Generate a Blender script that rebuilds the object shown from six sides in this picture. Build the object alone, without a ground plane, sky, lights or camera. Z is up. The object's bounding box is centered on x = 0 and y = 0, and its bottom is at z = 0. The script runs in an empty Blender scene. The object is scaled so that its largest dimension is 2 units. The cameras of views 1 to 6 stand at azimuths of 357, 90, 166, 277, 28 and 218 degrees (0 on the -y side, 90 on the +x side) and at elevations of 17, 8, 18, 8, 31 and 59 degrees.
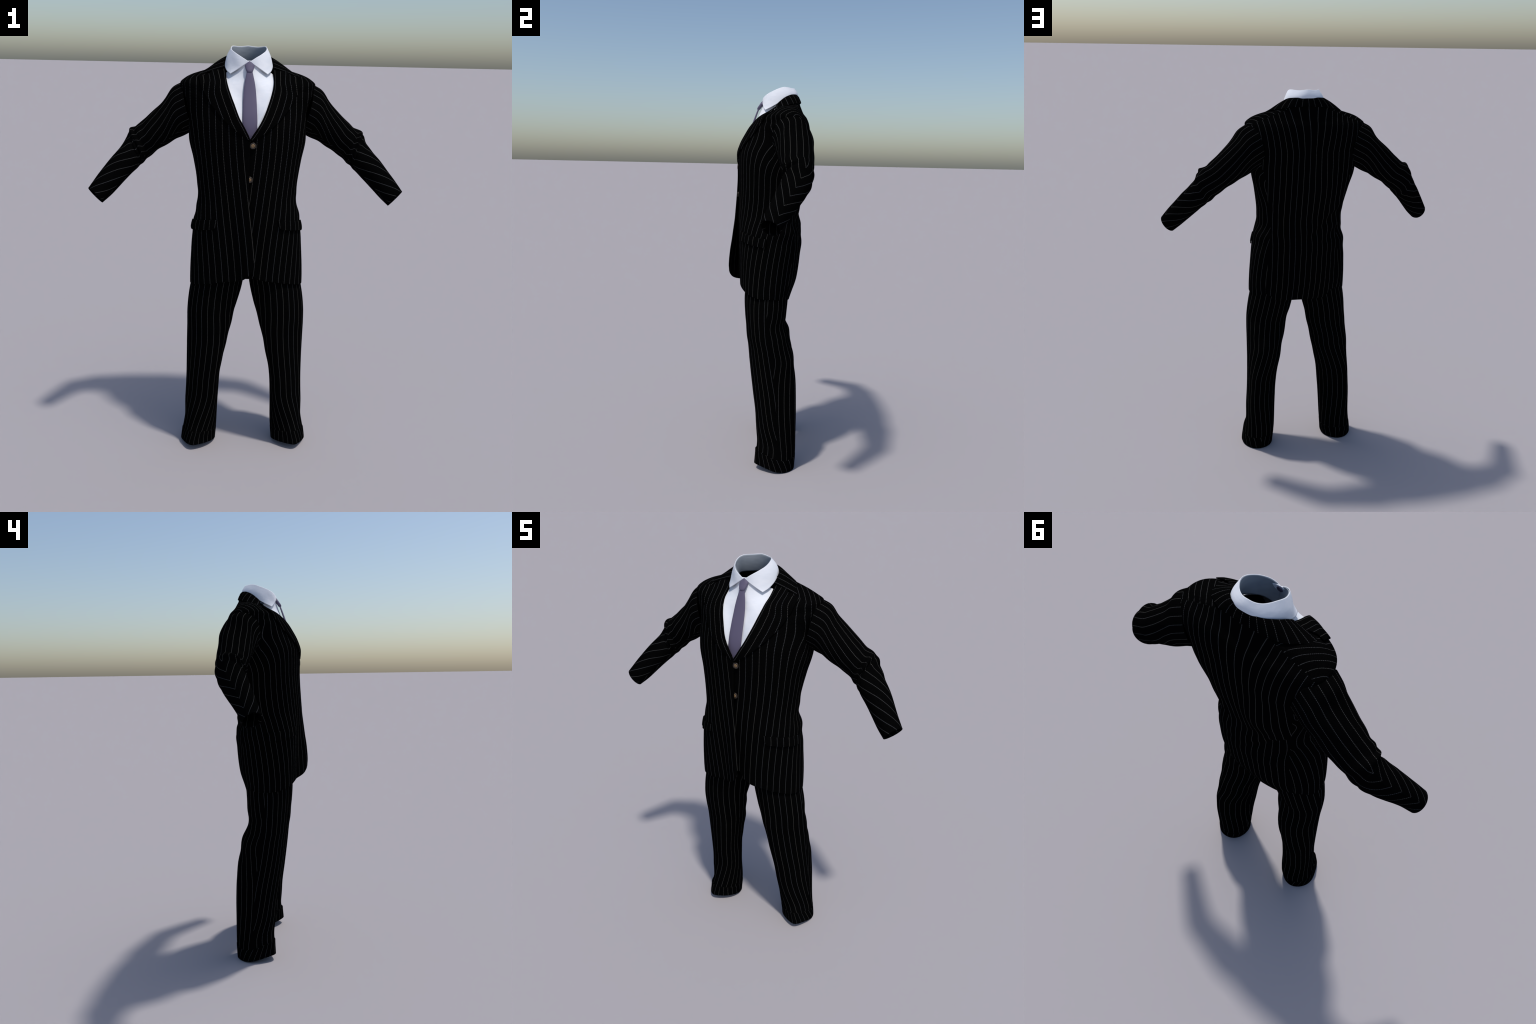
import bpy, math
import numpy as np

PI = math.pi
PITCH = 0.030          # distance between two pinstripes

# ------------------------------------------------------------------ helpers
def curve(xs, ys):
    """Monotone cubic through control points (x ascending)."""
    xs = np.asarray(xs, float); ys = np.asarray(ys, float)
    h = np.diff(xs); d = np.diff(ys) / h
    m = np.zeros(len(xs)); m[0] = d[0]; m[-1] = d[-1]
    for i in range(1, len(xs) - 1):
        if d[i - 1] * d[i] > 0:
            a = 2 * h[i] + h[i - 1]; b = h[i] + 2 * h[i - 1]
            m[i] = (a + b) / (a / d[i - 1] + b / d[i])
    def f(x):
        x = np.clip(np.asarray(x, float), xs[0], xs[-1])
        i = np.clip(np.searchsorted(xs, x, side="right") - 1, 0, len(h) - 1)
        t = (x - xs[i]) / h[i]
        return ((1 + 2 * t) * (1 - t) ** 2 * ys[i] + t * (1 - t) ** 2 * h[i] * m[i]
                + t * t * (3 - 2 * t) * ys[i + 1] + t * t * (t - 1) * h[i] * m[i + 1])
    return f

def path(points):
    """Smooth path through 2D/3D control points, parameter 0..1 by chord length."""
    p = np.asarray(points, float)
    t = np.concatenate([[0], np.cumsum(np.linalg.norm(np.diff(p, axis=0), axis=1))]); t /= t[-1]
    fs = [curve(t, p[:, k]) for k in range(p.shape[1])]
    return lambda u: np.stack([f(u) for f in fs], -1)

def smooth(a, b, x):
    t = np.clip((np.asarray(x, float) - a) / (b - a), 0, 1)
    return t * t * (3 - 2 * t)

def bump(x, c, w):
    return np.exp(-((np.asarray(x, float) - c) / w) ** 2)

_rng = np.random.RandomState(7)
_waves = [(_rng.normal(size=3), _rng.rand() * 6.28) for _ in range(12)]
def ripple(p, freq, seed=0):
    """Soft band of random waves, about -1..1."""
    out = 0
    for j in range(5):
        k, ph = _waves[(j + seed) % 12]
        out = out + np.sin(p @ (k * freq) + ph + seed)
    return out / 3.0

def spow(v, e):
    return np.sign(v) * np.abs(v) ** e

def grid_normals(P):
    du = np.gradient(P, axis=0); dv = np.gradient(P, axis=1)
    n = np.cross(du, dv); l = np.linalg.norm(n, axis=-1, keepdims=True)
    return n / np.maximum(l, 1e-9)

def grid_mesh(name, P, material, parent, across=None, along=None, ring=False, flip=False,
              thick=0.0, offset=-1.0, across_of=None, bevel_caps=False):
    """P[i, j] grid of points -> quad mesh. across/along: cloth coordinates (metres) on
    the grid points; across_of(i) may give a second set for column bands (seams)."""
    nu, nv = P.shape[:2]
    idx = np.arange(nu * nv).reshape(nu, nv)
    iu = np.arange(nu if ring else nu - 1); jv = np.arange(nv - 1)
    I, J = np.meshgrid(iu, jv, indexing="ij")
    I2 = (I + 1) % nu
    quad = np.stack([idx[I, J], idx[I2, J], idx[I2, J + 1], idx[I, J + 1]], -1).reshape(-1, 4)
    ci = np.stack([I, I + 1, I + 1, I], -1).reshape(-1, 4)       # unwrapped column index
    cj = np.stack([J, J, J + 1, J + 1], -1).reshape(-1, 4)
    if flip:
        quad = quad[:, ::-1]; ci = ci[:, ::-1]; cj = cj[:, ::-1]
    me = bpy.data.meshes.new(name)
    me.from_pydata(P.reshape(-1, 3).tolist(), [], quad.tolist())
    if across is not None:
        # across may have one extra column (ring) and is given per column band: list of
        # (first_col, last_col, array[nu(+1), nv])
        bands = across if isinstance(across, list) else [(0, 10 ** 6, across)]
        val = np.zeros(ci.shape)
        col = ci.min(axis=1)
        for a, b, arr in bands:
            m = (col >= a) & (col < b)
            val[m] = arr[np.minimum(ci[m], arr.shape[0] - 1), cj[m]]
        at = me.attributes.new("cloth_across", "FLOAT", "CORNER")
        at.data.foreach_set("value", val.reshape(-1).astype(np.float32))
        al = along[np.minimum(ci, along.shape[0] - 1), cj]
        at = me.attributes.new("cloth_along", "FLOAT", "CORNER")
        at.data.foreach_set("value", al.reshape(-1).astype(np.float32))
    me.polygons.foreach_set("use_smooth", [True] * len(me.polygons))
    me.update()
    ob = bpy.data.objects.new(name, me)
    bpy.context.scene.collection.objects.link(ob)
    ob.parent = parent
    me.materials.append(material)
    if thick:
        so = ob.modifiers.new("cloth_thickness", "SOLIDIFY")
        so.thickness = thick; so.offset = offset; so.use_even_offset = False
    return ob

def arclen(P, axis=0):
    d = np.linalg.norm(np.diff(P, axis=axis), axis=-1)
    z = np.zeros_like(np.take(d, [0], axis=axis))
    return np.concatenate([z, np.cumsum(d, axis=axis)], axis=axis)

# ---------------------------------------------------------------- materials
def new_material(name, rough=0.9, spec=0.0):
    m = bpy.data.materials.new(name); m.use_nodes = True
    nt = m.node_tree; b = nt.nodes["Principled BSDF"]
    b.inputs["Roughness"].default_value = rough
    b.inputs["Specular IOR Level"].default_value = spec
    return m, nt, b

def node(nt, kind, **kw):
    n = nt.nodes.new(kind)
    for k, v in kw.items():
        setattr(n, k, v)
    return n

def math_node(nt, op, a, b=None, c=None, clamp=False):
    n = node(nt, "ShaderNodeMath", operation=op); n.use_clamp = clamp
    for i, v in enumerate((a, b, c)):
        if v is None: continue
        if isinstance(v, (int, float)): n.inputs[i].default_value = v
        else: nt.links.new(v, n.inputs[i])
    return n.outputs[0]

def mix_color(nt, fac, a, b):
    n = node(nt, "ShaderNodeMix", data_type="RGBA")
    for sock, v in ((n.inputs[0], fac), (n.inputs[6], a), (n.inputs[7], b)):
        if isinstance(v, (tuple, float, int)): sock.default_value = v
        else: nt.links.new(v, sock)
    return n.outputs[2]

def noise(nt, scale, detail=2.0, vec=None):
    n = node(nt, "ShaderNodeTexNoise")
    n.inputs["Scale"].default_value = scale; n.inputs["Detail"].default_value = detail
    if vec is None:
        vec = node(nt, "ShaderNodeTexCoord").outputs["Object"]
    nt.links.new(vec, n.inputs["Vector"])
    return n.outputs["Fac"]

def pinstripe_material():
    m, nt, b = new_material("black_pinstripe_wool", 0.95, 0.0)
    L = nt.links.new
    ac = node(nt, "ShaderNodeAttribute", attribute_name="cloth_across").outputs["Fac"]
    al = node(nt, "ShaderNodeAttribute", attribute_name="cloth_along").outputs["Fac"]
    fr = math_node(nt, "FRACT", math_node(nt, "DIVIDE", ac, PITCH))
    dist = math_node(nt, "MULTIPLY", math_node(nt, "ABSOLUTE", math_node(nt, "SUBTRACT", fr, 0.5)), PITCH)
    line = math_node(nt, "SUBTRACT", 1.0, math_node(nt, "DIVIDE", math_node(nt, "SUBTRACT", dist, STRIPE_HALF - 0.0004), 0.0008, clamp=True), clamp=True)
    fa = math_node(nt, "FRACT", math_node(nt, "DIVIDE", al, 0.0066))
    da = math_node(nt, "ABSOLUTE", math_node(nt, "SUBTRACT", fa, 0.5))
    stitch = math_node(nt, "SUBTRACT", 1.0, math_node(nt, "DIVIDE", math_node(nt, "SUBTRACT", da, 0.26), 0.10, clamp=True), clamp=True)
    stitch = math_node(nt, "ADD", math_node(nt, "MULTIPLY", stitch, 1.05), 0.10)
    fac = math_node(nt, "MULTIPLY", line, stitch)
    # every stripe has its own slight tint
    wn = node(nt, "ShaderNodeTexWhiteNoise", noise_dimensions="1D")
    L(math_node(nt, "FLOOR", math_node(nt, "DIVIDE", ac, PITCH)), wn.inputs["W"])
    thread = mix_color(nt, wn.outputs["Value"], THREAD_WARM, THREAD_COOL)
    weave = noise(nt, 260.0, 3.0)
    ground = mix_color(nt, weave, (0.0006, 0.0006, 0.0006, 1), (0.0034, 0.0034, 0.0035, 1))
    L(mix_color(nt, fac, ground, thread), b.inputs["Base Color"])
    bp = node(nt, "ShaderNodeBump"); bp.inputs["Strength"].default_value = 0.25
    bp.inputs["Distance"].default_value = 0.001
    L(weave, bp.inputs["Height"]); L(bp.outputs[0], b.inputs["Normal"])
    return m

STRIPE_HALF = 0.00105
THREAD_WARM = (0.052, 0.050, 0.046, 1)
THREAD_COOL = (0.043, 0.045, 0.049, 1)

def shirt_material(name, dark, light):
    m, nt, b = new_material(name, 0.85, 0.1)
    L = nt.links.new
    tc = node(nt, "ShaderNodeTexCoord").outputs["Object"]
    mp = node(nt, "ShaderNodeMapping"); mp.inputs["Scale"].default_value = (1.0, 1.0, 2.2)
    L(tc, mp.inputs["Vector"])
    c = mix_color(nt, noise(nt, 20.0, 6.0, mp.outputs[0]), dark, light)
    L(c, b.inputs["Base Color"])
    bp = node(nt, "ShaderNodeBump"); bp.inputs["Strength"].default_value = 0.3; bp.inputs["Distance"].default_value = 0.002
    L(noise(nt, 45.0, 4.0, mp.outputs[0]), bp.inputs["Height"]); L(bp.outputs[0], b.inputs["Normal"])
    return m

def tie_material():
    m, nt, b = new_material("muted_purple_silk", 0.6, 0.2)
    c = mix_color(nt, noise(nt, 12.0, 2.0), (0.100, 0.088, 0.142, 1), (0.116, 0.102, 0.160, 1))
    nt.links.new(c, b.inputs["Base Color"])
    return m

def horn_material():
    m, nt, b = new_material("dark_brown_horn", 0.3, 0.5)
    c = mix_color(nt, noise(nt, 90.0, 3.0), (0.007, 0.005, 0.003, 1), (0.036, 0.021, 0.011, 1))
    nt.links.new(c, b.inputs["Base Color"])
    return m

def tan_material():
    m, nt, b = new_material("tan_horn", 0.4, 0.4)
    c = mix_color(nt, noise(nt, 140.0, 3.0), (0.13, 0.075, 0.03, 1), (0.32, 0.20, 0.09, 1))
    nt.links.new(c, b.inputs["Base Color"])
    return m

WOOL = pinstripe_material(); COTTON = shirt_material("white_shirt_cotton", (0.70, 0.74, 0.80, 1), (0.86, 0.86, 0.89, 1))
BAND = shirt_material("grey_collar_inside", (0.24, 0.27, 0.31, 1), (0.36, 0.39, 0.42, 1)); SILK = tie_material()
HORN = horn_material(); TAN = tan_material()

# -------------------------------------------------------------------- roots
suit = bpy.data.objects.new("pinstripe_suit", None)
bpy.context.scene.collection.objects.link(suit)
suit["label"] = "black pinstripe suit with white shirt and purple tie, standing empty"
suit["category"] = "suit"

# -------------------------------------------------------------------- torso
# Horizontal contours of the jacket: half width, foremost y, rearmost y, y of the widest
# point, roundness of the front and of the back.
TZ   = [0.86, 0.92, 1.00, 1.06, 1.13, 1.20, 1.235, 1.28, 1.335, 1.41, 1.50, 1.60, 1.65, 1.70, 1.75, 1.80, 1.835, 1.86, 1.875, 1.89, 1.905, 1.93]
THW = [.270, .270, .267, .263, .258, .252, .247, .239, .229, .234, .248, .269, .270, .271, .285, .309, .308, .282, .252, .205, .155, .120]
TYF = [-.146, -.149, -.153, -.156, -.159, -.162, -.164, -.166, -.168, -.166, -.167, -.170, -.172, -.163, -.142, -.111, -.067, -.017, .008, .028, .038, .046]
TYB = [.115, .134, .160, .169, .176, .182, .180, .166, .162, .172, .187, .199, .203, .205, .204, .198, .187, .172, .166, .160, .154, .148]
TYC = [.00, .00, .00, .00, .00, .00, .00, .00, .005, .01, .025, .05, .06, .07, .08, .088, .088, .086, .09, .095, .10, .10]
TNF = [2.4, 2.5, 2.55, 2.55, 2.5, 2.4, 2.35, 2.25, 2.15, 2.1, 2.1, 2.1, 2.05, 1.95, 1.85, 1.8, 2.3, 3.0, 3.5, 4.0, 4.0, 3.5]
TNB = [2.1, 2.1, 2.1, 2.1, 2.1, 2.1, 2.1, 2.2, 2.4, 2.7, 3.0, 3.3, 3.7, 4.0, 4.1, 3.5, 2.8, 2.2, 2.0, 2.1, 2.3, 2.4]
hw_f, yf_f, yb_f, yc_f, nf_f, nb_f = (curve(TZ, v) for v in (THW, TYF, TYB, TYC, TNF, TNB))

def torso(phi, z):
    """Point on the jacket: phi 0 = middle of the back, +-pi = middle of the front, + = wearer's left (+x)."""
    phi = np.asarray(phi, float); z = np.asarray(z, float)
    hw, yc = hw_f(z), yc_f(z)
    c, s = np.cos(phi), np.sin(phi)
    back = c > 0
    n = np.where(back, nb_f(z), nf_f(z))
    d = np.where(back, yb_f(z) - yc, yc - yf_f(z))
    x = hw * spow(s, 2 / n)
    y = yc + d * spow(c, 2 / n)
    return np.stack([x, y, z + 0 * phi], -1)

def torso_normal(phi, z):
    e = 1e-3
    a = torso(phi + e, z) - torso(phi - e, z)
    b = torso(phi, z + e) - torso(phi, z - e)
    n = np.cross(b, a); n /= np.maximum(np.linalg.norm(n, axis=-1, keepdims=True), 1e-9)
    return n

def phi_at_x(x, z, side):
    """Angle on the front where the contour has this x (side = +1 / -1 panel)."""
    r = np.clip(np.abs(x) / hw_f(z), 0, 1) ** (nf_f(z) / 2)
    a = np.arcsin(np.clip(r, 0, 1))
    return np.where(np.asarray(x) * side >= 0, PI - a, PI + a)

# front edges of the two panels (x by height), lower overlap and V opening
edge_plus  = curve([0.86, 1.0, 1.3, 1.56, 1.611, 1.65, 1.70, 1.75, 1.80, 1.83, 1.86, 1.90, 1.93],
                   [-.02, -.02, -.03, -.03, .004, .031, .060, .081, .098, .106, .110, .108, .102])
edge_minus = curve([0.86, 0.98, 1.032, 1.077, 1.127, 1.22, 1.304, 1.395, 1.534, 1.595, 1.611, 1.65, 1.70, 1.75, 1.80, 1.83, 1.86, 1.90, 1.93],
                   [.030, .030, .031, .032, .029, .017, .006, .003, .004, .006, .004, -.014, -.042, -.062, -.082, -.093, -.100, -.103, -.102])
hem_front_minus = curve([-.27, -.22, -.172, -.112, -.064, -.025, 0, .02, .027, .032], [.914, .930, .942, .955, .963, .977, .998, 1.028, 1.060, 1.077])
hem_front_plus  = curve([-.27, -.22, -.172, -.112, -.06, -.035, -.019, .0, .02], [.914, .930, .942, .955, .965, .978, 1.000, 1.03, 1.06])

def hem_height(phi, side):
    z = np.full(np.shape(phi), 0.92)
    for _ in range(4):
        x = torso(phi * 1.0, z)[..., 0] * 1.0
        xs = np.where(side > 0, -x, x)            # towards the front edge = increasing
        front = np.where(side > 0, hem_front_plus(xs), hem_front_minus(xs))
        back = 0.888 + 0.026 * smooth(0.3, PI / 2, np.abs(phi))
        z = np.where(np.abs(phi) > PI / 2, front, back)
    return z

# side-back seam: |phi| of the seam by height
seam_z = np.linspace(0.86, 1.93, 60)
def _seam(z):
    ph = np.linspace(0.02, PI / 2 + 0.2, 400)
    p = torso(ph, np.full(400, z))
    yy = 0.140 + 0.06 * smooth(1.78, 1.70, z) * smooth(1.55, 1.65, z)
    xx = np.interp(z, [.86, 1.0, 1.3, 1.55, 1.66, 1.74], [.205, .200, .180, .215, .245, .30])
    w = smooth(1.68, 1.78, z)
    a = ph[np.argmin(np.abs(p[:, 0] - min(xx, 0.97 * float(hw_f(z)))))]
    b = ph[np.argmin(np.abs(p[:, 1] - yy))]
    return (1 - w) * a + w * b
seam_f = curve(seam_z, [_seam(z) for z in seam_z])

def fuller(x, z):
    """The upper front panel hangs a little fuller than the other."""
    return 0.007 * smooth(-.262, -.17, x) * smooth(1.56, 1.38, z)

NS, NF, NT = 70, 130, 250          # columns back / front (per side), rows
def torso_columns():
    s = np.concatenate([-(1 + np.arange(NF, 0, -1) / NF), np.linspace(-1, 1, 2 * NS + 1), 1 + np.arange(1, NF + 1) / NF])
    return s
S = torso_columns()
T = np.linspace(0, 1, NT)
SS, TT = np.meshgrid(S, T, indexing="ij")
side = np.where(SS >= 0, 1.0, -1.0)
Zg = 0.9 + TT * 1.03
Ph = SS * 0.0
for _ in range(6):
    pe = np.where(side > 0, phi_at_x(edge_plus(Zg), Zg, 1.0), phi_at_x(edge_minus(Zg), Zg, -1.0))
    ps = seam_f(Zg)
    a = np.abs(SS)
    Ph = side * np.where(a <= 1, a * ps, ps + (a - 1) * (pe - ps))
    hem = hem_height(Ph, side)
    Zg = hem + TT * (1.93 - hem)
TP = torso(Ph, Zg)
Nrm = torso_normal(Ph, Zg)
# drag folds slanting down to the middle of the back above the waist
def drag_fold(x0, z0, x1, z1, amp):
    dx, dz = x1 - x0, z1 - z0; l = math.hypot(dx, dz)
    along_l = ((TP[..., 0] - x0) * dx + (Zg - z0) * dz) / l
    q = ((Zg - z0) * dx - (TP[..., 0] - x0) * dz) / l * np.sign(dx)
    win = smooth(-.03, .05, along_l) * smooth(l + .05, l - .03, along_l) * (np.abs(Ph) < PI * .55)
    return amp * win * (np.exp(-((q - .012) / .022) ** 2) - np.exp(-((q + .022) / .016) ** 2))
drags = drag_fold(-.20, 1.43, .0, 1.26, .007) + drag_fold(.20, 1.47, .09, 1.30, .005) + drag_fold(-.22, 1.33, -.05, 1.22, .004)
# overlap of the front panels: wearer's right panel lies on top
near = np.abs(Ph) > PI * 0.75
lap = smooth(0.09, 0.0, np.abs(TP[..., 0])) * near * smooth(1.66, 1.58, Zg)
push = np.where(side < 0, 0.005, -0.004) * lap
# below the buttons the upper panel's edge stands forward like a flap
stand = curve([0.86, 1.05, 1.13, 1.19, 1.27, 1.335, 1.45], [.052, .048, .039, .028, .014, .004, 0.0])(Zg)
flap_y = stand * smooth(-.085, .030, TP[..., 0]) * near * (side < 0)
# cloth folds: drag lines at the waist and back, soft waves over all
back_w = smooth(PI * 0.62, PI * 0.40, np.abs(Ph))
folds = 0.0022 * ripple(TP * [1, 1, 0.45], 26, 1) * smooth(1.90, 1.7, Zg) * (0.45 + 0.9 * back_w)
side_w = bump(np.abs(Ph), PI * 0.42, 0.45)
folds += 0.0015 * side_w * np.sin((Zg - 0.55 * np.abs(TP[..., 0])) * 62 + 1.5 * side) * bump(Zg, 1.30, 0.13)
folds += 0.004 * back_w * np.sin(Zg * 55 + 9 * TP[..., 0]) * bump(Zg, 1.27, 0.09)
TP = TP + Nrm * (push + folds + drags)[..., None]
TP[..., 1] -= flap_y
TP[..., 1] -= fuller(TP[..., 0], Zg) * (side < 0) * (np.abs(Ph) > PI / 2)
# fullness above the waist fold, right half of the back
TP[..., 1] += 0.024 * bump(TP[..., 0], -.09, .08) * bump(Zg, 1.49, .11) * (np.abs(Ph) < PI / 2)

# cloth coordinates: girth measured from the middle of the front or back on the plain
# contour, straight down the cloth, with seams between the panels
gz = np.linspace(0.86, 1.93, 160); gp = np.linspace(0, PI + 0.7, 900)
GP, GZ = np.meshgrid(gp, gz, indexing="ij")
GA = arclen(torso(GP, GZ), 0)
i_pi = int(np.searchsorted(gp, PI))
def lookup(table, ph, z):
    fi = np.clip(ph / (gp[1] - gp[0]), 0, len(gp) - 1.001); fj = np.clip((z - gz[0]) / (gz[1] - gz[0]), 0, len(gz) - 1.001)
    i, j = fi.astype(int), fj.astype(int); a_, b_ = fi - i, fj - j
    return ((1 - a_) * (1 - b_) * table[i, j] + a_ * (1 - b_) * table[i + 1, j] + (1 - a_) * b_ * table[i, j + 1] + a_ * b_ * table[i + 1, j + 1])
girth = lookup(GA, np.abs(Ph), Zg)
from_front = lookup(GA, np.full_like(Ph, PI), Zg) - girth
arc_back = np.sign(Ph) * girth
lean = 0.075 * smooth(1.75, 0.85, Zg)
w_up = smooth(1.50, 1.74, Zg)
over = 0.8 * np.clip(TP[..., 1] - 0.01, 0, None)
ac_f = (1 - w_up) * from_front + w_up * (1.05 * np.abs(TP[..., 0]) + over) + lean
ac_p = ac_m = ac_f
w_b = smooth(1.62, 1.80, Zg)
ac_b = (1 - w_b) * arc_back + w_b * TP[..., 0] * 1.04 + 0.5 * PITCH - 0.2 * np.clip(Zg - 1.70, 0, None) * np.clip(TP[..., 0] / .1, -1, 1)
bands = [(0, NF, ac_m + 0.012), (NF, NF + 2 * NS, ac_b), (NF + 2 * NS, 10 ** 6, ac_p + 0.004)]
along = arclen(TP, 1)
jacket = grid_mesh("jacket", TP, WOOL, suit, bands, along, thick=0.005, flip=True)

# ------------------------------------------------------------------ sleeves
# rows: top edge (x, z), bottom edge (x, z), y of the middle, half depth
SLEEVE = [
    (0.286, 1.840, 0.235, 1.630, 0.100, 0.092),
    (0.336, 1.812, 0.283, 1.607, 0.113, 0.091),
    (0.372, 1.766, 0.331, 1.583, 0.120, 0.087),
    (0.439, 1.699, 0.372, 1.558, 0.125, 0.081),
    (0.499, 1.645, 0.425, 1.526, 0.127, 0.073),
    (0.541, 1.612, 0.475, 1.484, 0.126, 0.069),
    (0.558, 1.582, 0.508, 1.455, 0.119, 0.068),
    (0.590, 1.535, 0.536, 1.428, 0.099, 0.065),
    (0.628, 1.492, 0.575, 1.389, 0.073, 0.059),
    (0.661, 1.450, 0.607, 1.355, 0.048, 0.053),
    (0.691, 1.411, 0.636, 1.325, 0.026, 0.048),
    (0.729, 1.357, 0.672, 1.294, 0.003, 0.045),
]
def sleeve(sign):
    R = np.array(SLEEVE); k = np.linspace(0, 1, len(R))
    f = [curve(k, R[:, i]) for i in range(6)]
    nv, nu = 200, 140
    v = np.linspace(0, 1, nv)
    top = np.stack([f[0](v), f[4](v), f[1](v)], -1); bot = np.stack([f[2](v), f[4](v), f[3](v)], -1)
    C = (top + bot) / 2; rN = np.linalg.norm(top - bot, axis=1) / 2; rB = f[5](v)
    N = (top - bot) / (2 * rN[:, None])
    Tn = np.gradient(C, axis=0); Tn /= np.linalg.norm(Tn, axis=1, keepdims=True)
    B = np.cross(Tn, N); B /= np.linalg.norm(B, axis=1, keepdims=True)
    B *= np.sign(B[:, 1:2])
    th = np.arange(nu) / nu * 2 * PI                   # 0 top/outside, 90 back, 180 below, 270 front
    n = 2.0
    ct, st = spow(np.cos(th), 2 / n), spow(np.sin(th), 2 / n)
    P = C[None] + ct[:, None, None] * (N * rN[:, None])[None] + st[:, None, None] * (B * rB[:, None])[None]
    TH, V = np.meshgrid(th, v, indexing="ij")
    nr = P - C[None]; nr /= np.linalg.norm(nr, axis=-1, keepdims=True)
    # elbow folds: a puff on the outside that ends in a step, creases on the inside
    outer = np.clip(np.cos(TH - 0.25), 0, 1) ** 1.5
    puff = smooth(.36, .47, V) * smooth(.575, .495, V)
    d = 0.009 * outer * puff
    front = np.clip(np.cos(TH + PI / 2 - 0.3), 0, 1) ** 1.2
    d += -0.008 * front * bump(V, .50, .030) - 0.005 * front * bump(V, .42, .018) + 0.006 * front * bump(V, .46, .02)
    d += 0.005 * np.sin(V * 60 + 3 * TH + sign) * bump(V, .47, .13) * (0.4 + 0.6 * front)
    d += 0.0035 * np.sin(4 * TH + 20 * V) * bump(V, .16, .08)
    d += 0.0016 * ripple(P * [1, 1, 1], 30, 3 if sign > 0 else 6)
    P = P + nr * d[..., None]
    if sign < 0:
        P = P * [-1, 1, 1]
    # cloth: outer front panel and under back panel, seam on the outside of the back
    Pc = np.concatenate([P, P[:1]], 0)
    arc = arclen(Pc, 0); full = arc[-1:]
    seam, seam2 = int(nu * 0.085), int(nu * 0.62)
    t_s = arc - arc[seam:seam + 1]
    t_f = np.where(np.arange(nu + 1)[:, None] > seam2, t_s - full, t_s)
    run = arclen(Pc, 1)[seam:seam + 1]
    elbow = run[0, int(nv * .47)]
    sh = 0.54 * 0.5 * ((run - elbow) + np.sqrt((run - elbow) ** 2 + 0.03 ** 2))
    tilt = 1 - 0.16 * smooth(.45, .55, v)[None]
    ac1 = t_f * tilt - sh
    ac2 = t_s * tilt + sh
    al = arclen(Pc, 1)
    bands = [(0, seam, ac1), (seam, seam2, ac2), (seam2, 10 ** 6, ac1)]
    return grid_mesh("sleeve", P, WOOL, jacket, bands, al, ring=True, flip=(sign < 0), thick=0.004)
sleeve(1.0); sleeve(-1.0)

# ------------------------------------------------------------------- lapels
def front_y(x, z):
    hw, yc, n = hw_f(z), yc_f(z), nf_f(z)
    r = np.clip(np.abs(x) / hw, 0, 0.995)
    return yc - (yc - yf_f(z)) * (1 - r ** n) ** (1 / n)

def lapel(sign):
    if sign > 0:
        outer = path([(.004, 1.606), (.04, 1.620), (.088, 1.652), (.137, 1.695), (.176, 1.739), (.206, 1.786), (.227, 1.832), (.237, 1.866)])
        inner_x = edge_plus; zlo = 1.609
    else:
        outer = path([(.004, 1.606), (-.036, 1.632), (-.070, 1.657), (-.119, 1.701), (-.155, 1.741), (-.185, 1.783), (-.206, 1.820), (-.222, 1.866)])
        inner_x = edge_minus; zlo = 1.609
    nb, na = 120, 44
    b = np.linspace(0, 1, nb); a = np.linspace(0, 1, na)
    zi = zlo + (1.917 - zlo) * b
    I = np.stack([inner_x(zi), zi], -1); O = outer(b)
    A = a[None, :, None]
    Q = I[:, None] * (1 - A) + O[:, None] * A
    # top edge bends down along the gorge to the corner, then up to the peak
    dip = smooth(0.80, 1.0, b)[:, None] * (-0.016) * bump(a, 0.68, 0.22)[None]
    Q[..., 1] += dip
    y = front_y(Q[..., 0], Q[..., 1])
    roll = 0.0035 + 0.0035 * np.sin(PI * np.clip(a, 0, 1))[None] * smooth(0, .25, b)[:, None] * (1 - 0.3 * a[None]) + 0.0025 * smooth(.6, 1, a)[None] * smooth(.1, .4, b)[:, None]
    P = np.stack([Q[..., 0], y, Q[..., 1]], -1)
    n = grid_normals(P); n *= np.where(n[..., 1:2] > 0, -1, 1)
    P = P + n * roll[..., None]
    ac = arclen(P, 1) + 0.006
    al = arclen(P, 0)
    return grid_mesh("lapel", P, WOOL, jacket, ac, al, thick=0.004, offset=0, flip=(sign > 0))
lapel(1.0); lapel(-1.0)

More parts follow.
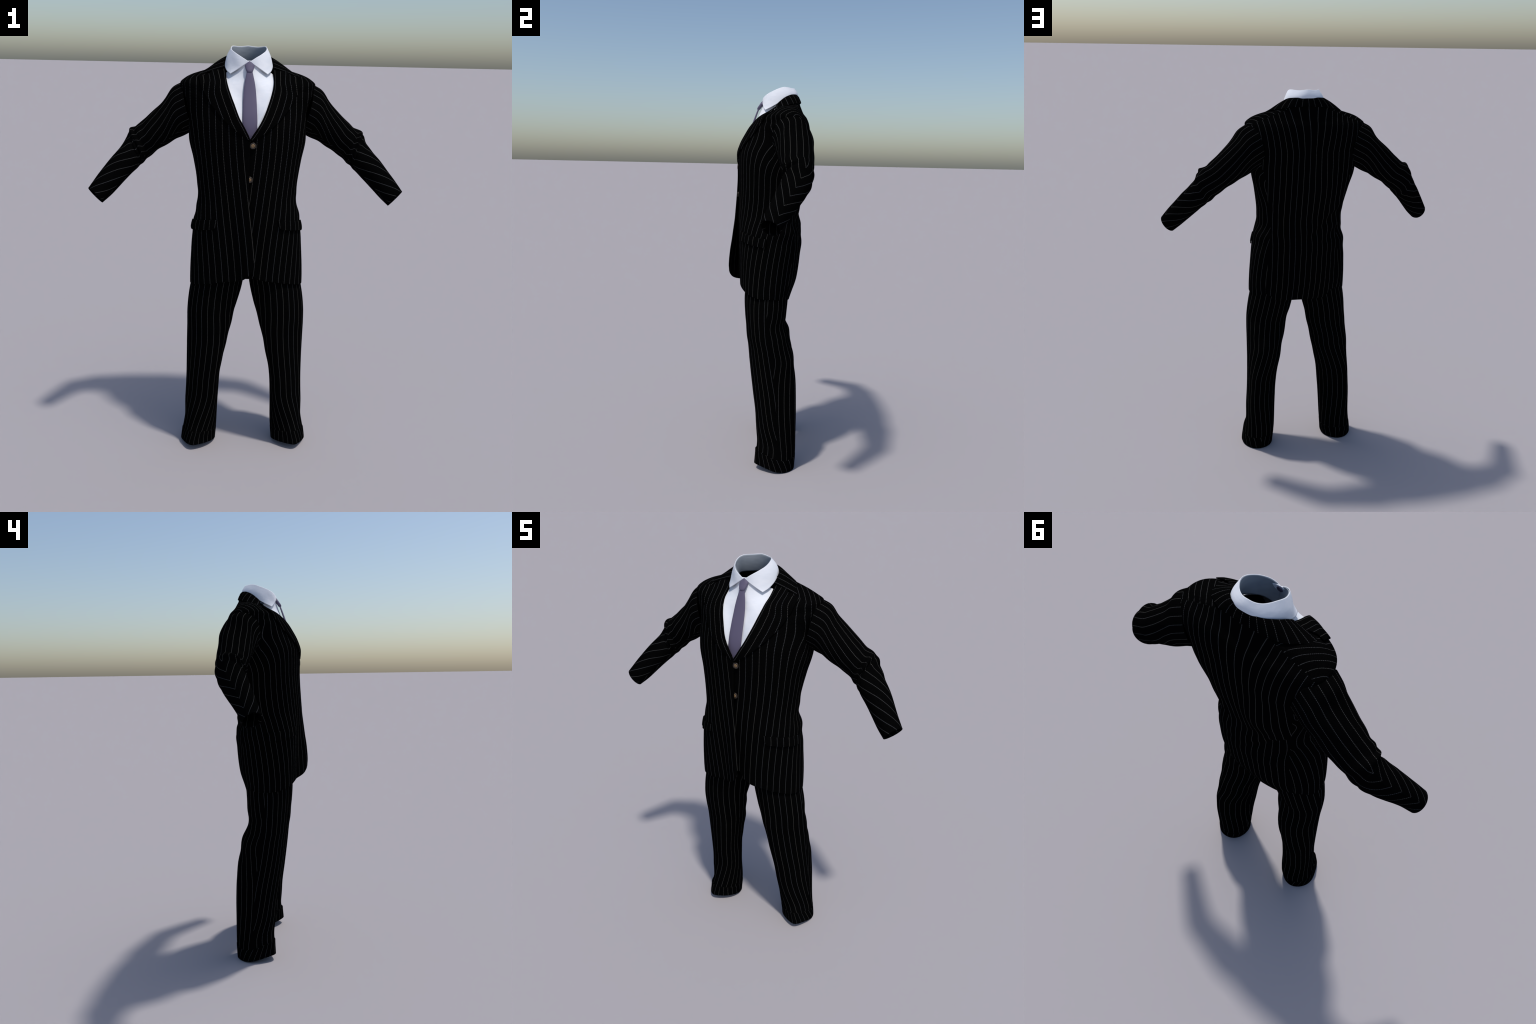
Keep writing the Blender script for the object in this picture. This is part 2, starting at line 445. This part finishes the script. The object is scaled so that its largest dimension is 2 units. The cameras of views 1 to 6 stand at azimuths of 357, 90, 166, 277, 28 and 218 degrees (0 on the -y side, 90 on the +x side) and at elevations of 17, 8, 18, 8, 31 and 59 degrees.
# ------------------------------------------------------------ jacket collar
def jacket_collar():
    half_in = [(0, .134, 1.960), (.045, .130, 1.961), (.085, .108, 1.958), (.107, .075, 1.944), (.110, .046, 1.922)]
    half_out = [(0, .154, 1.922), (.07, .148, 1.918), (.135, .132, 1.910), (.185, .088, 1.897), (.215, .050, 1.878), (.222, .020, 1.866)]
    gorge_in = (.108, .028, 1.905)
    mir = lambda pts: [(-x, y, z) for x, y, z in pts[:0:-1]] + pts
    inn = path(mir(half_in + [gorge_in])); out = path(mir(half_out))
    nu, nv = 160, 36
    u = np.linspace(0, 1, nu); v = np.linspace(0, 1, nv)
    A = inn(u)[:, None]; Bq = out(u)[:, None]; V = v[None, :, None]
    P = A * (1 - V) + Bq * V
    c = np.array([0, .07, 1.90])
    outw = P - c; outw[..., 2] = np.maximum(outw[..., 2], 0) + 0.03
    outw /= np.linalg.norm(outw, axis=-1, keepdims=True)
    lift = 0.004 * np.sin(PI * v)[None] + 0.002 * np.sin(PI * np.clip(v / .5, 0, 1))[None] * bump(np.abs(u - .5), 0, .25)[:, None]
    lift = lift + 0.003 * np.sin(u * 40)[:, None] * v[None]
    P = P + outw * lift[..., None]
    mid_arc = arclen(P, 0)[:, nv // 2][:, None] * np.ones((1, nv))
    mid_arc = mid_arc - mid_arc[nu // 2]
    ac = mid_arc + 0.5 * PITCH
    al = arclen(P, 1)
    return grid_mesh("jacket_collar", P, WOOL, jacket, ac, al, thick=0.005, offset=0, flip=True)
jacket_collar()

# ------------------------------------------------------------- pocket flaps
def pocket_flap(sign):
    nu, nv = 60, 24
    u = np.linspace(0, 1, nu); v = np.linspace(0, 1, nv)
    p0 = float(phi_at_x(.136, 1.25, 1.0)); p1 = PI / 2 + 0.05
    ph = (p0 + (p1 - p0) * u)[:, None] * np.ones((1, nv))
    ztop = 1.252 - 0.030 * u; h = 0.046
    r = 0.10
    corner = h * 0.22 * (smooth(r, 0, u) ** 2 + smooth(1 - r, 1, u) ** 2)
    z = ztop[:, None] - (h - corner)[:, None] * v[None]
    P = torso(sign * ph, z); n = torso_normal(sign * ph, z)
    if sign < 0:
        P[..., 1] -= fuller(P[..., 0], z)
    lift = (0.002 if sign > 0 else 0.0) * np.sin(PI * u)[:, None] + 0.0012 + 0.0035 * np.sin(PI * 0.5 * v)[None] + 0.002 * np.sin(u * 20)[:, None]
    P = P + n * lift[..., None]
    ac = arclen(P, 0) + 0.010; al = arclen(P, 1)
    return grid_mesh("pocket_flap", P, WOOL, jacket, ac, al, thick=0.006, offset=0, flip=(sign < 0))
pocket_flap(1.0); pocket_flap(-1.0)

# ------------------------------------------------------------------ buttons
def lathe(name, prof, material, parent, n=40):
    prof = np.asarray(prof); th = np.arange(n) / n * 2 * PI
    P = np.stack([prof[None, :, 0] * np.cos(th)[:, None], prof[None, :, 1] * -1 + 0 * th[:, None], prof[None, :, 0] * np.sin(th)[:, None]], -1)
    return grid_mesh(name, P, material, parent, ring=True)

def button(x, z, mesh=None):
    y = float(front_y(x, z)) + 0.001
    if mesh is None:
        b = lathe("button", [(0.0001, .000), (.0130, .000), (.0142, .0015), (.0142, .004), (.0130, .0056), (.0110, .0058), (.0078, .0044), (.0001, .0040)], HORN, jacket)
        c = lathe("button_centre", [(.0078, .0040), (.0074, .0050), (.006, .0053), (.0001, .0053)], TAN, b)
        for k in range(4):
            a = PI / 4 + k * PI / 2
            h = lathe("thread_hole", [(.0014, .0050), (.0014, .0056), (.0001, .0056)], HORN, c, 12)
            h.location = (0.0036 * math.cos(a), 0, 0.0036 * math.sin(a))
    else:
        b = mesh[0].copy(); bpy.context.scene.collection.objects.link(b); b.parent = jacket
        c = mesh[1].copy(); bpy.context.scene.collection.objects.link(c); c.parent = b
        for h0 in mesh[1].children:
            h = h0.copy(); bpy.context.scene.collection.objects.link(h); h.parent = c
    b.location = (x, y, z)
    return b, c
first_button = button(.017, 1.584)
button(.0045, 1.436, first_button)

# ----------------------------------------------------------------- trousers
LZ  = [0.00, .02, .10, .25, .40, .50, .58, .65, .70, .765, .81, .90, 1.00]
LXI = [.152, .150, .142, .137, .127, .108, .092, .078, .067, .055, .042, .018, .003]
LXO = [.330, .329, .320, .307, .298, .295, .293, .291, .289, .286, .282, .268, .235]
LYF = [-.048, -.050, -.047, -.051, -.070, -.083, -.092, -.099, -.107, -.112, -.117, -.122, -.118]
LYB = [.158, .160, .165, .164, .161, .155, .145, .130, .112, .096, .103, .110, .120]
lxi, lxo, lyf, lyb = (curve(LZ, v) for v in (LXI, LXO, LYF, LYB))
def leg_point(th, z, sign=1.0):
    """th 0 = front crease, 90 = outside, 180 = back."""
    xi, xo, a, b = lxi(z), lxo(z), lyf(z), lyb(z)
    xo = xo - (0.004 if sign > 0 else 0.004) * smooth(.85, .5, z)
    if sign > 0:
        xi = xi - 0.004 * bump(z, .80, .08) + 0.002 * bump(z, .62, .08)
    n = 2.0 - 0.10 * smooth(.75, .95, z) - 0.35 * smooth(.16, .03, z) * (np.cos(th) > 0)
    cx, rx = (xi + xo) / 2, (xo - xi) / 2
    cy = a + (b - a) * 0.52
    d = np.where(np.cos(th) > 0, cy - a, b - cy)
    x = cx + rx * spow(np.sin(th), 2 / n)
    y = cy - d * spow(np.cos(th), 2 / n)
    low = smooth(0.34, 0.03, z)
    x = x - ((1 - low) * np.where(np.cos(th) > 0, 0.032 * smooth(0.95, 0.6, z), 0.030 * smooth(.62, .42, z)) - 0.024 * low * np.clip(np.cos(th), 0, 1)) * spow(np.cos(th), 1.2) * np.abs(np.cos(th))
    return np.stack([x, y, z + 0 * th], -1)

seat_P = []
for zz in np.linspace(0.96, 1.16, 12):
    th = np.arange(80) / 80 * 2 * PI
    seat_P.append(torso(th, np.full(80, zz)) * [0.93, 0.80, 1] + [0, 0.005, 0])
seat_P = np.stack(seat_P, 1)
trousers = grid_mesh("trousers", seat_P, WOOL, suit, arclen(np.concatenate([seat_P, seat_P[:1]], 0), 0), arclen(np.concatenate([seat_P, seat_P[:1]], 0), 1), ring=True, thick=0.004, flip=True)

def leg_hem(y):
    return 0.030 * smooth(0.12, -0.05, y)

def leg(sign):
    nu, nv = 120, 200
    th = np.arange(nu) / nu * 2 * PI
    v = np.linspace(0, 1, nv)
    TH, V = np.meshgrid(th, v, indexing="ij")
    Zq = 0.02 + V * 0.98
    y0 = leg_point(TH, np.full_like(TH, .02), sign)[..., 1]
    hem = leg_hem(y0)
    Zq = hem + 0.004 + V * (1.0 - hem)
    P = leg_point(TH, Zq, sign)
    C = P.mean(axis=0, keepdims=True)
    nr = P - C; nr /= np.linalg.norm(nr, axis=-1, keepdims=True)
    back = np.clip(-np.cos(TH), 0, 1)
    inner = np.clip(-np.sin(TH), 0, 1)
    d = 0.0018 * ripple(P * [1, 1, .35], 24, 2 if sign > 0 else 5) * smooth(.05, .25, Zq)
    d += 0.004 * back * np.sin(Zq * 42 + 3 * np.sin(TH) + sign) * bump(Zq, .66, .14)
    d += 0.0008 * inner * np.sin(Zq * 48 + sign) * bump(Zq, .55, .2)
    d += -0.002 * np.clip(np.cos(TH - 0.5), 0, 1) * bump(Zq, .13, .05) + .002 * bump(Zq, .17, .03) * np.clip(np.cos(TH - .5), 0, 1)
    # the cloth breaks above the shoe and kicks out at the hem
    d += -0.010 * np.clip(np.cos(TH - 0.75), 0, 1) ** 1.3 * bump(Zq, .155, .055)
    P = P + nr * d[..., None]
    if sign < 0: P = P * [-1, 1, 1]
    Pc = np.concatenate([P, P[:1]], 0)
    arc = arclen(Pc, 0); full = arc[-1:]
    s1, s2 = nu // 4, 3 * nu // 4
    a_front = np.where(np.arange(nu + 1)[:, None] <= nu // 2, arc, arc - full) + 0.5 * PITCH
    a_back = arc - arc[nu // 2] + 0.5 * PITCH
    al = arclen(Pc, 1)
    ob = grid_mesh("trouser_leg", P, WOOL, trousers, [(0, s1, a_front), (s1, s2, a_back), (s2, 10 ** 6, a_front)], al, ring=True, flip=(sign < 0), thick=0.004)
    # turn-up: a band folded outwards at the hem
    nv2 = 26; v2 = np.linspace(0, 1, nv2)
    TH2, V2 = np.meshgrid(th, v2, indexing="ij")
    hem2 = leg_hem(leg_point(TH2, np.full_like(TH2, .02), sign)[..., 1])
    Z2 = hem2 + V2 * (0.068 + 0.006 * np.sin(TH2 * 2 + 1))
    Q = leg_point(TH2, Z2, sign)
    nr = Q - Q.mean(axis=0, keepdims=True); nr[..., 2] = 0; nr /= np.linalg.norm(nr, axis=-1, keepdims=True)
    Q = Q + nr * (0.0026 - 0.0012 * V2 + 0.0006 * np.sin(5 * TH2 + sign))[..., None]
    if sign < 0: Q = Q * [-1, 1, 1]
    Qc = np.concatenate([Q, Q[:1]], 0)
    ac = arclen(Qc, 0); full = ac[-1:]
    ac = np.where(np.arange(nu + 1)[:, None] <= nu // 2, ac, ac - full) + 0.018
    lean2 = 0.35 * Qc[..., 2] * np.sin(np.concatenate([TH2, TH2[:1]], 0))
    grid_mesh("turn_up", Q, WOOL, trousers, ac + lean2, arclen(Qc, 1), ring=True, flip=(sign < 0), thick=0.003)
leg(1.0); leg(-1.0)

# -------------------------------------------------------------------- shirt
shirt_mid = curve([1.56, 1.61, 1.65, 1.70, 1.75, 1.80, 1.84, 1.885, 1.94], [-.146, -.148, -.143, -.130, -.110, -.086, -.070, -.052, -.034])
sx = np.linspace(-.125, .125, 60); sz = np.linspace(1.57, 1.935, 70)
SX, SZ = np.meshgrid(sx, sz, indexing="ij")
SX = SX * (1 - 0.36 * smooth(1.86, 1.905, SZ))
vx = np.maximum(0.5 * (edge_plus(SZ) - edge_minus(SZ)), .03)
at_edge = front_y(np.maximum(np.abs(SX), vx), SZ) + 0.008 + 0.010 * smooth(1.74, 1.66, SZ)
tt = np.clip(np.abs(SX) / vx, 0, 1) ** 2
neck_front = .041 - .085 * np.sqrt(np.clip(1 - (SX / .082) ** 2, 0, 1))      # keep in front of the neck opening
sy = shirt_mid(SZ) * (1 - tt) + at_edge * tt
sy = sy + (np.minimum(sy, neck_front) - sy) * smooth(1.86, 1.90, SZ)
SP = np.stack([SX, sy, SZ], -1)
SP[..., 1] += 0.0012 * ripple(SP, 50, 4)
shirt = grid_mesh("shirt", SP, COTTON, suit, thick=0.003)

def shirt_collar():
    al = np.linspace(-PI, PI, 150)                    # -pi / pi = meeting point in front
    top = np.stack([.079 * np.sin(al), .037 + .083 * np.cos(al), 0 * al], -1)
    front_w = smooth(.45, 1.0, np.abs(al) / PI)
    top[:, 1] += 0.018 * front_w * (1 - np.cos(PI - np.abs(al))) * 1.2
    zt = curve([0, .35, .55, .68, .80, .90, 1.0], [2.0, 1.998, 1.989, 1.977, 1.960, 1.946, 1.932])
    top[:, 2] = zt(np.abs(al) / PI) - 0.0025 * (1 + np.sin(3 * al + 1.2)) * np.sin(np.abs(al)) - 0.001 * (1 - np.cos(5 * al))
    top[:, 2] += 2.0 - top[:, 2].max()
    half = [(0, .140, 1.953), (.06, .128, 1.950), (.097, .090, 1.938), (.106, .040, 1.915), (.099, .0, 1.893), (.083, -.031, 1.879)]
    rim = path([(-x, y, z) for x, y, z in half[:0:-1]] + half)
    w = (np.abs(al) / PI)
    u = 0.5 + 0.5 * np.sign(al) * w ** 0.9
    bot = rim(u)
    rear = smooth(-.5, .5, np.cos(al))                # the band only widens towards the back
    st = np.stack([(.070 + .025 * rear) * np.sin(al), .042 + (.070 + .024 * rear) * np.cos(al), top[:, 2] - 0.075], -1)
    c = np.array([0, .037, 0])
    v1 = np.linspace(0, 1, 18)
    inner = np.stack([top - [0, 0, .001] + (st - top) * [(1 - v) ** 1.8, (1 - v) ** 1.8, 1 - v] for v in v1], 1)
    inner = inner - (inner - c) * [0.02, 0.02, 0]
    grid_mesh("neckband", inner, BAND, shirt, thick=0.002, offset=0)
    rows = []
    for v in np.linspace(0, 1, 34):
        p = top + (bot - top) * v
        o = (top - c) * [1, 1, 0]; o /= np.linalg.norm(o, axis=1, keepdims=True)
        p = p + o * (0.0045 * math.sin(PI * v))
        rows.append(p)
    P = np.stack(rows, 1)
    P = P + (0.0012 * ripple(P, 45, 8))[..., None] * np.array([1, 1, 0])
    P[..., 2] = np.minimum(P[..., 2], 2.0)
    return grid_mesh("shirt_collar", P, COTTON, shirt, thick=0.002, offset=0)
shirt_collar()

# ---------------------------------------------------------------------- tie
def ribbon(name, z, x0, w, y, depth, parent):
    """Flat pillow-shaped band: centre x0, half width w, y of the face, by height."""
    n = 28; th = np.arange(n) / n * 2 * PI
    X = x0[None] + w[None] * spow(np.cos(th), .8)[:, None]
    Y = y[None] + depth[None] * (1 - np.sin(th))[:, None]
    return grid_mesh(name, np.stack([X, Y, z[None] + 0 * X], -1), SILK, parent, ring=True)
tz = np.linspace(1.585, 1.892, 60)
tie = ribbon("necktie", tz, curve([1.58, 1.89], [.004, .001])(tz),
             curve([1.58, 1.66, 1.75, 1.81, 1.85, 1.875, 1.892], [.032, .032, .030, .0265, .021, .0155, .012])(tz),
             curve([1.58, 1.61, 1.65, 1.70, 1.75, 1.80, 1.84, 1.87, 1.892], [-.161, -.161, -.158, -.146, -.126, -.104, -.089, -.078, -.069])(tz),
             curve([1.58, 1.8, 1.892], [.004, .005, .004])(tz), suit)
kz = np.linspace(1.884, 1.933, 24)
ribbon("necktie_knot", kz, 0 * kz + .001, curve([1.884, 1.888, 1.906, 1.914, 1.924, 1.936], [.0115, .0130, .0195, .0208, .0140, .001])(kz),
       curve([1.884, 1.89, 1.912, 1.936], [-.072, -.074, -.062, -.044])(kz), curve([1.884, 1.89, 1.91, 1.936], [.004, .009, .011, .005])(kz), tie)

for o in (shirt, tie, trousers, jacket):
    o.location = (0, 0, 0)
